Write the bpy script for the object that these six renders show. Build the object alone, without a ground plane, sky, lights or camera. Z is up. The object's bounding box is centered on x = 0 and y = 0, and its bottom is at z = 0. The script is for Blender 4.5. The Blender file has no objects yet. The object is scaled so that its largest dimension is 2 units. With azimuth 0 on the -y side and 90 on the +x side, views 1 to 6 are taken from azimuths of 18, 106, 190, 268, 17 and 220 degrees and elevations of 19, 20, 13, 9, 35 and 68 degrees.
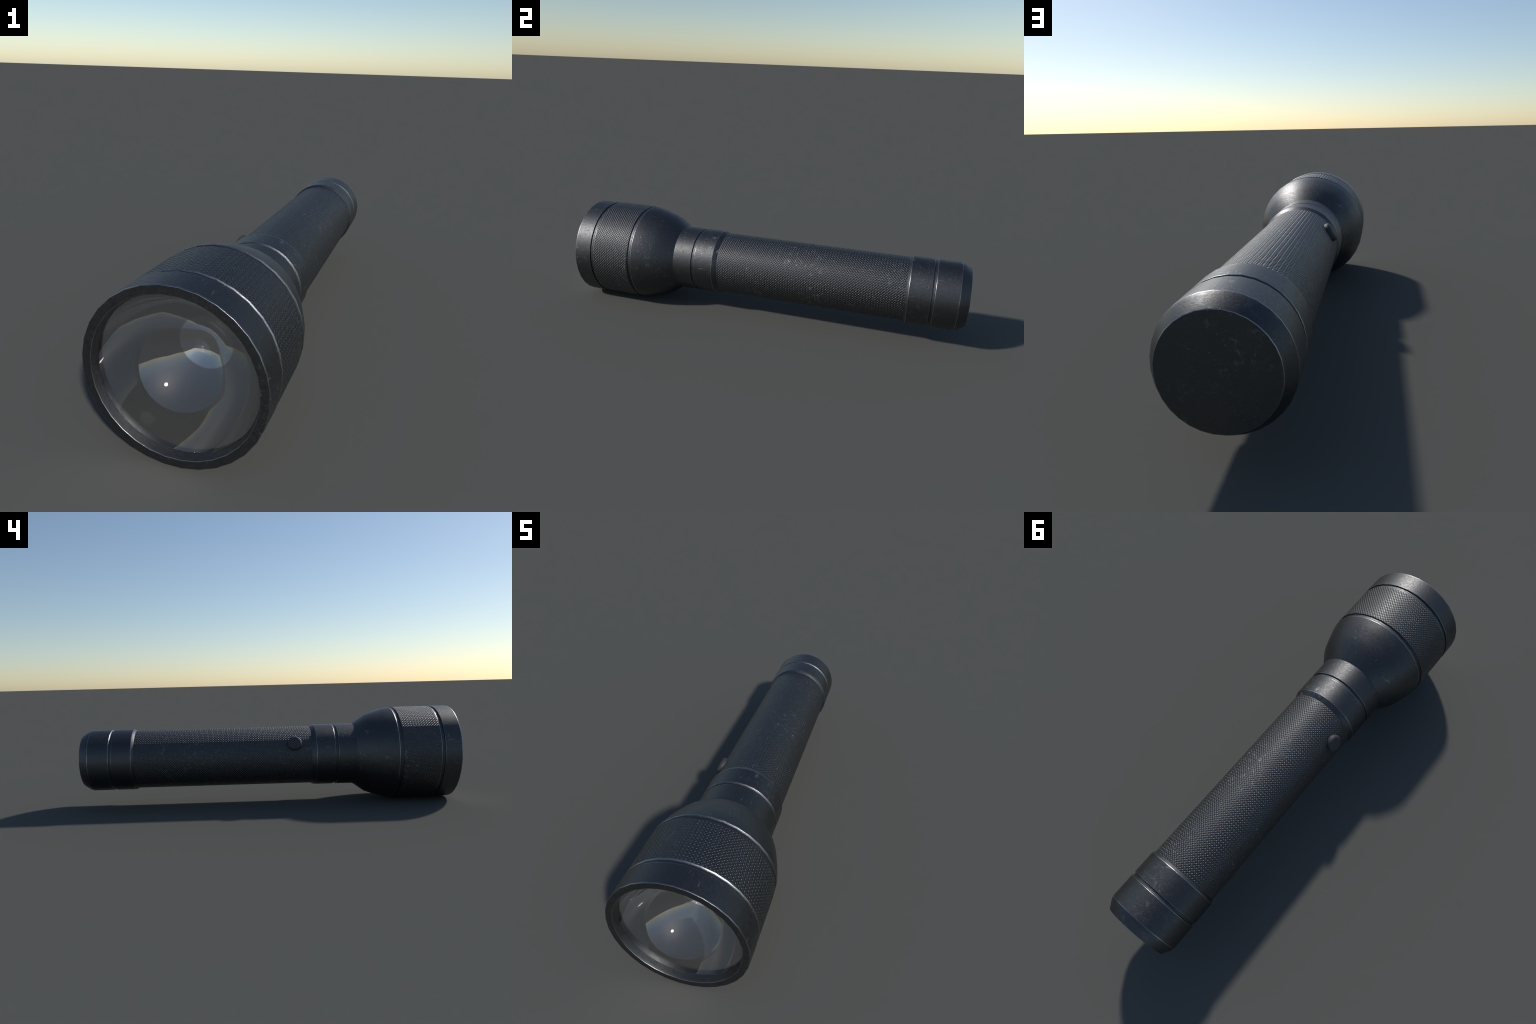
"""A black metal hand torch lying on its head: lathed parts along the y axis,
knurled grip and head band, rubber switch, bowl reflector behind a glass lens."""
import bpy, bmesh, math
import numpy as np
from mathutils import Vector, Matrix

AXIS_Z = 0.252                 # height of the torch's axis above the ground
SEG = 32                       # the turned parts are 32-sided with smooth shading
HALF = math.pi / SEG
R_FIX = 1.0 / math.cos(HALF)   # facets: corner radius that puts the flats on the radius

# ------------------------------------------------------------------ materials

def new_material(name):
    m = bpy.data.materials.new(name)
    m.use_nodes = True
    nt = m.node_tree
    return m, nt, nt.nodes["Principled BSDF"]


def node(nt, kind, **props):
    n = nt.nodes.new(kind)
    for k, v in props.items():
        setattr(n, k, v)
    return n


def noise(nt, vec, scale, detail=4.0, rough=0.6, distortion=0.0):
    n = node(nt, "ShaderNodeTexNoise")
    n.inputs["Scale"].default_value = scale
    n.inputs["Detail"].default_value = detail
    n.inputs["Roughness"].default_value = rough
    n.inputs["Distortion"].default_value = distortion
    nt.links.new(vec, n.inputs["Vector"])
    return n.outputs["Fac"]


def remap(nt, val, a, b, lo=0.0, hi=1.0):
    n = node(nt, "ShaderNodeMapRange", interpolation_type="SMOOTHSTEP")
    nt.links.new(val, n.inputs["Value"])
    for key, v in zip(("From Min", "From Max", "To Min", "To Max"), (a, b, lo, hi)):
        n.inputs[key].default_value = v
    return n.outputs["Result"]


def math_node(nt, op, a, b):
    n = node(nt, "ShaderNodeMath", operation=op)
    for i, v in enumerate((a, b)):
        if isinstance(v, (int, float)):
            n.inputs[i].default_value = v
        else:
            nt.links.new(v, n.inputs[i])
    return n.outputs[0]


def mix_colour(nt, fac, a, b):
    n = node(nt, "ShaderNodeMix", data_type="RGBA")
    nt.links.new(fac, n.inputs[0])
    for sock, v in ((n.inputs[6], a), (n.inputs[7], b)):
        if isinstance(v, tuple):
            sock.default_value = (*v, 1)
        else:
            nt.links.new(v, sock)
    return n.outputs[2]


BASE = (0.092, 0.093, 0.096)
WORN = (0.30, 0.31, 0.33)
EDGE = (0.30, 0.305, 0.315)


def black_metal(name, seed, dents=0.25, wear=1.0, rough=0.48, edge=False):
    """Anodised black metal with faint dusty scuffs, fine scratches and dings."""
    m, nt, bsdf = new_material(name)
    tex = node(nt, "ShaderNodeTexCoord")
    mp = node(nt, "ShaderNodeMapping")
    mp.inputs["Location"].default_value = (seed, seed * 1.7, -seed * 0.6)
    nt.links.new(tex.outputs["Object"], mp.inputs["Vector"])
    vec = mp.outputs["Vector"]
    # where wear gathers: broad patches
    patch = remap(nt, noise(nt, vec, 5.0, 3.0, 0.55), 0.48, 0.66)
    # scuffs: fine flecks inside the patches
    fleck = remap(nt, noise(nt, vec, 45.0, 6.0, 0.72, 0.6), 0.54, 0.72)
    # scratches: noise stretched along two crossing directions
    scratch = None
    for rot in ((0.4, 0.7, 0.9), (1.9, -0.5, 2.3)):
        ms = node(nt, "ShaderNodeMapping")
        ms.inputs["Rotation"].default_value = rot
        ms.inputs["Scale"].default_value = (150.0, 22.0, 150.0)
        nt.links.new(vec, ms.inputs["Vector"])
        s = remap(nt, noise(nt, ms.outputs["Vector"], 1.0, 2.0, 0.5), 0.66, 0.76)
        scratch = s if scratch is None else math_node(nt, "MAXIMUM", scratch, s)
    scratch_area = remap(nt, noise(nt, vec, 8.0, 2.0, 0.5), 0.47, 0.62)
    scratch = math_node(nt, "MULTIPLY", scratch, scratch_area)
    worn = math_node(nt, "MULTIPLY", patch, fleck)
    worn = math_node(nt, "MAXIMUM", worn, math_node(nt, "MULTIPLY", scratch, 0.5))
    worn = math_node(nt, "MULTIPLY", worn, wear)
    base = EDGE if edge else BASE
    mottled = mix_colour(nt, noise(nt, vec, 30.0, 5.0, 0.65),
                         tuple(c * (0.6 if edge else 0.93) for c in base), tuple(c * (1.4 if edge else 1.07) for c in base))
    nt.links.new(mix_colour(nt, worn, mottled, WORN), bsdf.inputs["Base Color"])
    r = remap(nt, noise(nt, vec, 110.0, 5.0, 0.7), 0.35, 0.65, rough - 0.05, rough + 0.05)
    nt.links.new(math_node(nt, "ADD", r, math_node(nt, "MULTIPLY", worn, 0.12)), bsdf.inputs["Roughness"])
    bsdf.inputs["Metallic"].default_value = 1.0
    if dents:
        # dings: sparse small pits, plus a whisper of grain
        pit = remap(nt, noise(nt, vec, 75.0, 3.0, 0.55, 0.3), 0.62, 0.72)
        pit = math_node(nt, "MULTIPLY", pit, remap(nt, noise(nt, vec, 6.0, 2.0, 0.5), 0.48, 0.62))
        grain = noise(nt, vec, 150.0, 4.0, 0.7)
        h = math_node(nt, "SUBTRACT", math_node(nt, "MULTIPLY", grain, 0.6), pit)
        bump = node(nt, "ShaderNodeBump")
        bump.inputs["Strength"].default_value = dents
        bump.inputs["Distance"].default_value = 0.003
        nt.links.new(h, bump.inputs["Height"])
        nt.links.new(bump.outputs["Normal"], bsdf.inputs["Normal"])
    return m


def rubber_material():
    m, nt, bsdf = new_material("switch_rubber")
    tex = node(nt, "ShaderNodeTexCoord")
    n = noise(nt, tex.outputs["Object"], 60.0, 4.0, 0.6)
    nt.links.new(mix_colour(nt, n, (0.034, 0.035, 0.037), (0.046, 0.047, 0.049)), bsdf.inputs["Base Color"])
    bsdf.inputs["Roughness"].default_value = 0.62
    return m


def reflector_material():
    """Mirror bowl, brighter in a round spot at the bottom where the light would sit."""
    m, nt, bsdf = new_material("reflector_mirror")
    tex = node(nt, "ShaderNodeTexCoord")
    mp = node(nt, "ShaderNodeMapping")
    mp.inputs["Scale"].default_value = (1, 0, 1)
    nt.links.new(tex.outputs["Object"], mp.inputs["Vector"])
    ln = node(nt, "ShaderNodeVectorMath", operation="LENGTH")
    nt.links.new(mp.outputs["Vector"], ln.inputs[0])
    spot = remap(nt, ln.outputs["Value"], 0.079, 0.082, 1.0, 0.0)
    nt.links.new(mix_colour(nt, spot, (0.38, 0.38, 0.38), (0.92, 0.92, 0.92)), bsdf.inputs["Base Color"])
    bsdf.inputs["Metallic"].default_value = 1.0
    bsdf.inputs["Roughness"].default_value = 0.0
    return m


def glass_material():
    """Half-silvered front glass: part mirror, part clear, no visible bending of light."""
    m, nt, bsdf = new_material("lens_glass")
    bsdf.inputs["Base Color"].default_value = (0.98, 0.98, 0.98, 1)
    bsdf.inputs["Metallic"].default_value = 1.0
    bsdf.inputs["Roughness"].default_value = 0.0
    bsdf.inputs["Alpha"].default_value = 0.30
    return m

# ------------------------------------------------------------------- geometry

def rounded(profile, width=0.0016, steps=4, turn=17.0):
    """Round the corners of an open (y, r) profile that turn sharply. Returns points
    (y, r, arc, worn) whose flags tell about the piece that starts there. A profile point
    (y, r, True) gives the whole piece after it the edge metal, as a painted highlight."""
    pts = [Vector(p[:2]) for p in profile]
    flag = [len(p) > 2 for p in profile]
    out = [(*pts[0], False, flag[0])]
    for a, b, c, worn in zip(pts, pts[1:], pts[2:], flag[1:]):
        u, v = (b - a), (c - b)
        if math.degrees(u.angle(v)) < turn:
            out.append((*b, False, worn))
            continue
        w = min(width, u.length * 0.4, v.length * 0.4)
        p, q = b - u.normalized() * w, b + v.normalized() * w
        convex = u.x * v.y - u.y * v.x < 0
        for i in range(steps + 1):
            t = i / steps
            out.append((*(p * (1 - t) ** 2 + b * 2 * t * (1 - t) + q * t ** 2), i < steps, convex if i < steps else worn))
    out.append((*pts[-1], False, False))
    return out


def lathe(name, profile, material, parent, worn_highlight_material=None, seg=SEG, smooth=17.0, inward=False):
    """Turn a (y, r) profile about the torch axis; the outside lies to the left of travel
    toward +y. Shading is smooth round the axis and across small turns of the profile;
    rounded edges take up their neighbours' normals, so that flats stay flat."""
    prof = [(p[0], p[1], len(p) > 2 and p[2], len(p) > 3 and p[3]) for p in profile]
    n = len(prof)
    # normals of the pieces in the (y, r) plane, then at both ends of each piece
    piece = []
    for p, q in zip(prof, prof[1:]):
        d = Vector((q[0] - p[0], q[1] - p[1]))
        piece.append(Vector((-d.y, d.x)).normalized())
    ends = [[m.copy(), m.copy()] for m in piece]
    for i in range(1, n - 1):
        a, b = piece[i - 1], piece[i]
        arc_a, arc_b = prof[i - 1][2], prof[i][2]
        if arc_a != arc_b:
            m = b if arc_a else a
        elif arc_a or math.degrees(a.angle(b)) < smooth:
            m = (a + b).normalized()
        else:
            continue
        ends[i - 1][1], ends[i][0] = m.copy(), m.copy()
    for i in (0, n - 2):                     # poles point along the axis
        k = 0 if i == 0 else 1
        if prof[i + k][1] < 1e-6:
            ends[i][k] = Vector((math.copysign(1, piece[i].x), 0))
    fix = 1.0 / math.cos(math.pi / seg)
    ang = [-math.pi / 2 + (k + 0.5) * math.tau / seg for k in range(seg)]
    verts, start = [], []
    for y, r, *_ in prof:
        start.append(len(verts))
        if r < 1e-6:
            verts.append((0, y, 0))
        else:
            verts += [(r * fix * math.cos(a), y, r * fix * math.sin(a)) for a in ang]
    faces, normals, mats = [], [], []
    sign = -1.0 if inward else 1.0

    def corner(i, k, end):
        pole = prof[i][1] < 1e-6
        m = ends[i - end][end]
        a = ang[k % seg]
        return (start[i] + (0 if pole else k % seg),
                (sign * m.y * math.cos(a), sign * m.x, sign * m.y * math.sin(a)))

    for i in range(n - 1):
        for k in range(seg):
            c = [corner(i, k, 0), corner(i + 1, k, 1), corner(i + 1, k + 1, 1), corner(i, k + 1, 0)]
            c = [v for j, v in enumerate(c) if v[0] not in [w[0] for w in c[:j]]]
            if inward:
                c.reverse()
            faces.append([v[0] for v in c])
            normals += [v[1] for v in c]
            mats.append(1 if worn_highlight_material and prof[i][3] else 0)
    me = bpy.data.meshes.new(name)
    me.from_pydata(verts, [], faces)
    me.materials.append(material)
    if worn_highlight_material:
        me.materials.append(worn_highlight_material)
    me.polygons.foreach_set("material_index", mats)
    me.polygons.foreach_set("use_smooth", [True] * len(faces))
    me.normals_split_custom_set(normals)
    ob = bpy.data.objects.new(name, me)
    bpy.context.scene.collection.objects.link(ob)
    ob.parent = parent
    return ob


def weave_height(u, v, long_half, short_half):
    """Checkerboard of small ovals, turned by a quarter from cell to cell; 0..1."""
    i0, j0 = np.rint(u), np.rint(v)
    best = np.zeros_like(u)
    for di, dj in ((0, 0), (1, 0), (-1, 0), (0, 1), (0, -1)):
        i, j = i0 + di, j0 + dj
        du, dv = u - i, v - j
        even = np.mod(i + j, 2) < 0.5
        a = np.where(even, du, dv) / long_half
        b = np.where(even, dv, du) / short_half
        rho = np.clip(1 - a * a - b * b, 0, 1)
        best = np.maximum(best, rho)
    return best


def knurled_band(name, y0, y1, radius, cells, per_cell, depth, shade_depth, material, parent):
    """A tube whose surface carries the knurl as real relief. Its base is the 32-sided
    tube of the neighbouring parts; its normals are those of the round tube with crisper relief."""
    pitch = math.tau * radius / cells
    rows_f = (y1 - y0) / pitch
    nt_, na = cells * per_cell, int(round(rows_f * per_cell))
    th = -math.pi / 2 + np.arange(nt_) * math.tau / nt_
    ys = np.linspace(y0, y1, na + 1)

    def height(t, y):
        a, b = (y - y0) / pitch, (t + math.pi / 2) * cells / math.tau
        h = weave_height(a + b, a - b, 0.50, 0.29)
        fade = np.clip(np.minimum(y - y0, y1 - y) / (0.25 * pitch), 0, 1)
        return depth * (h * fade - 0.5)

    T, Y = np.meshgrid(th, ys)
    H = height(T, Y)
    eps = pitch * 0.06
    dt = (height(T + eps / radius, Y) - height(T - eps / radius, Y)) / (2 * eps)
    dy = (height(T, Y + eps) - height(T, Y - eps)) / (2 * eps)
    crisp = shade_depth / depth
    dt, dy = dt * crisp, dy * crisp
    # angle from the middle of the facet
    local = np.mod(T + math.pi / 2 + HALF, 2 * HALF) - HALF
    base = radius / np.cos(local)
    rad = base + H
    co = np.stack([rad * np.cos(T), Y, rad * np.sin(T)], -1).reshape(-1, 3)
    n = np.stack([np.cos(T) + np.sin(T) * dt, -dy, np.sin(T) - np.cos(T) * dt], -1)
    n /= np.linalg.norm(n, axis=-1, keepdims=True)
    n = n.reshape(-1, 3)
    r_i, c_i = np.meshgrid(np.arange(na), np.arange(nt_), indexing="ij")
    c_n = (c_i + 1) % nt_
    quads = np.stack([r_i * nt_ + c_i, (r_i + 1) * nt_ + c_i, (r_i + 1) * nt_ + c_n, r_i * nt_ + c_n], -1).reshape(-1, 4)
    me = bpy.data.meshes.new(name)
    me.vertices.add(len(co))
    me.vertices.foreach_set("co", co.astype(np.float32).ravel())
    me.loops.add(quads.size)
    me.loops.foreach_set("vertex_index", quads.astype(np.int32).ravel())
    me.polygons.add(len(quads))
    me.polygons.foreach_set("loop_start", np.arange(0, quads.size, 4, dtype=np.int32))
    me.update(calc_edges=True)
    me.polygons.foreach_set("use_smooth", np.ones(len(quads), bool))
    me.normals_split_custom_set_from_vertices(n.tolist())
    me.materials.append(material)
    ob = bpy.data.objects.new(name, me)
    bpy.context.scene.collection.objects.link(ob)
    ob.parent = parent
    return ob

# ---------------------------------------------------------------------- build

torch = bpy.data.objects.new("flashlight", None)
bpy.context.scene.collection.objects.link(torch)
torch.location = (0, 0, AXIS_Z)
torch["label"] = "black metal flashlight with knurled grip and glass lens"
torch["category"] = "flashlight"

metal_head = black_metal("black_metal_head", 3.1, dents=0.32, wear=1.0)
metal_neck = black_metal("black_metal_neck", 7.7, dents=0.35, wear=1.4)
metal_tail = black_metal("black_metal_tail", 21.3, dents=0.25, wear=0.55)
metal_knurl = black_metal("black_metal_knurl", 5.2, dents=0.0, wear=1.1)
edge_metal = black_metal("worn_edge_highlight_metal", 9.3, wear=0.5, rough=0.32, edge=True)  # for worn edges, and for the highlight painted on the front groove bevel

R_HEAD, R_GRIP, R_COLLAR = 0.2510, 0.1565, 0.1652

# bezel: inner wall, front lip, outside, back wall in the groove
lathe("bezel", rounded([(-0.940, 0.2215), (-0.9725, 0.2202), (-0.985, 0.2219), (-0.994, 0.2236), (-1.0, 0.2260), (-1.0, 0.2500),
                        (-0.9975, 0.2510), (-0.9112, 0.2518), (-0.9100, 0.2450), (-0.900, 0.2445)], 0.0012),
      metal_head, torch, edge_metal)
# floor of the front groove and the bevel up to the knurled head band, its highlight painted in lighter metal
lathe("head_groove_ring", rounded([(-0.9110, 0.2462), (-0.8985, 0.2464, True), (-0.8925, 0.2515), (-0.8890, 0.2490)], 0.0030),
      metal_head, torch, edge_metal)
knurled_band("head_knurling", -0.892, -0.694, R_HEAD, 112, 12, 0.0005, 0.0022, metal_knurl, torch)
# bell shaped head, from its groove to the neck
lathe("head_shell", rounded([(-0.698, 0.2490), (-0.6948, 0.2506), (-0.6935, 0.2452), (-0.6790, 0.2458), (-0.6735, 0.2504),
                             (-0.640, 0.2445), (-0.616, 0.2380), (-0.578, 0.2260), (-0.537, 0.2110), (-0.470, 0.1650)], 0.0020),
      metal_head, torch, edge_metal)
# neck collar, two rings with a groove between them and a cone down to the grip
lathe("neck_collar", rounded([(-0.480, 0.1660), (-0.3730, 0.1655), (-0.3715, 0.1600), (-0.3605, 0.1602),
                              (-0.3562, 0.1655), (-0.2570, 0.1655), (-0.2330, 0.1565), (-0.2280, 0.1540)], 0.0012),
      metal_neck, torch, edge_metal)
knurled_band("grip", -0.232, 0.713, R_GRIP, 74, 12, 0.0005, 0.0022, metal_knurl, torch)
# tail cap
lathe("tail_cap", rounded([(0.709, 0.1530), (0.7125, 0.1565), (0.7260, 0.1648), (0.8290, 0.1645), (0.8305, 0.1590), (0.8400, 0.1592),
                           (0.8448, 0.1645), (0.9530, 0.1645), (0.9680, 0.1594), (1.0, 0.1400), (1.0, 0.05), (1.0, 0.0)], 0.0014),
      metal_tail, torch, edge_metal)

# switch: a low rubber button standing out of the grip, 30 degrees above the -x side
ang = math.radians(30.0)
out = Vector((-math.cos(ang), 0, math.sin(ang)))
rb = 0.0385
prof = [(0.130, rb), (0.1615, rb)]
for i in range(1, 7):
    t = i / 6 * math.pi / 2
    prof.append((0.1615 + 0.0120 * math.sin(t), rb - 0.014 * (1 - math.cos(t))))
prof += [(0.1742, rb * 0.4), (0.1746, 0.0)]
button = lathe("switch_button", prof, rubber_material(), torch, seg=40, smooth=40)
button.location = (0, -0.140, 0)
button.rotation_euler = Vector((0, 1, 0)).rotation_difference(out).to_euler()

# reflector bowl
Y_RIM = -0.973
bowl = [(Y_RIM + d, r) for d, r in ((0.0, 0.2195), (0.0675, 0.2037), (0.1490, 0.1425), (0.1997, 0.0540), (0.2177, 0.0))]
lathe("reflector", bowl, reflector_material(), torch, smooth=80, inward=True)
# glass lens
yl = -0.975
lathe("lens", [(yl, 0.0), (yl, 0.2205), (yl + 0.002, 0.2205), (yl + 0.002, 0.0)], glass_material(), torch, seg=64)
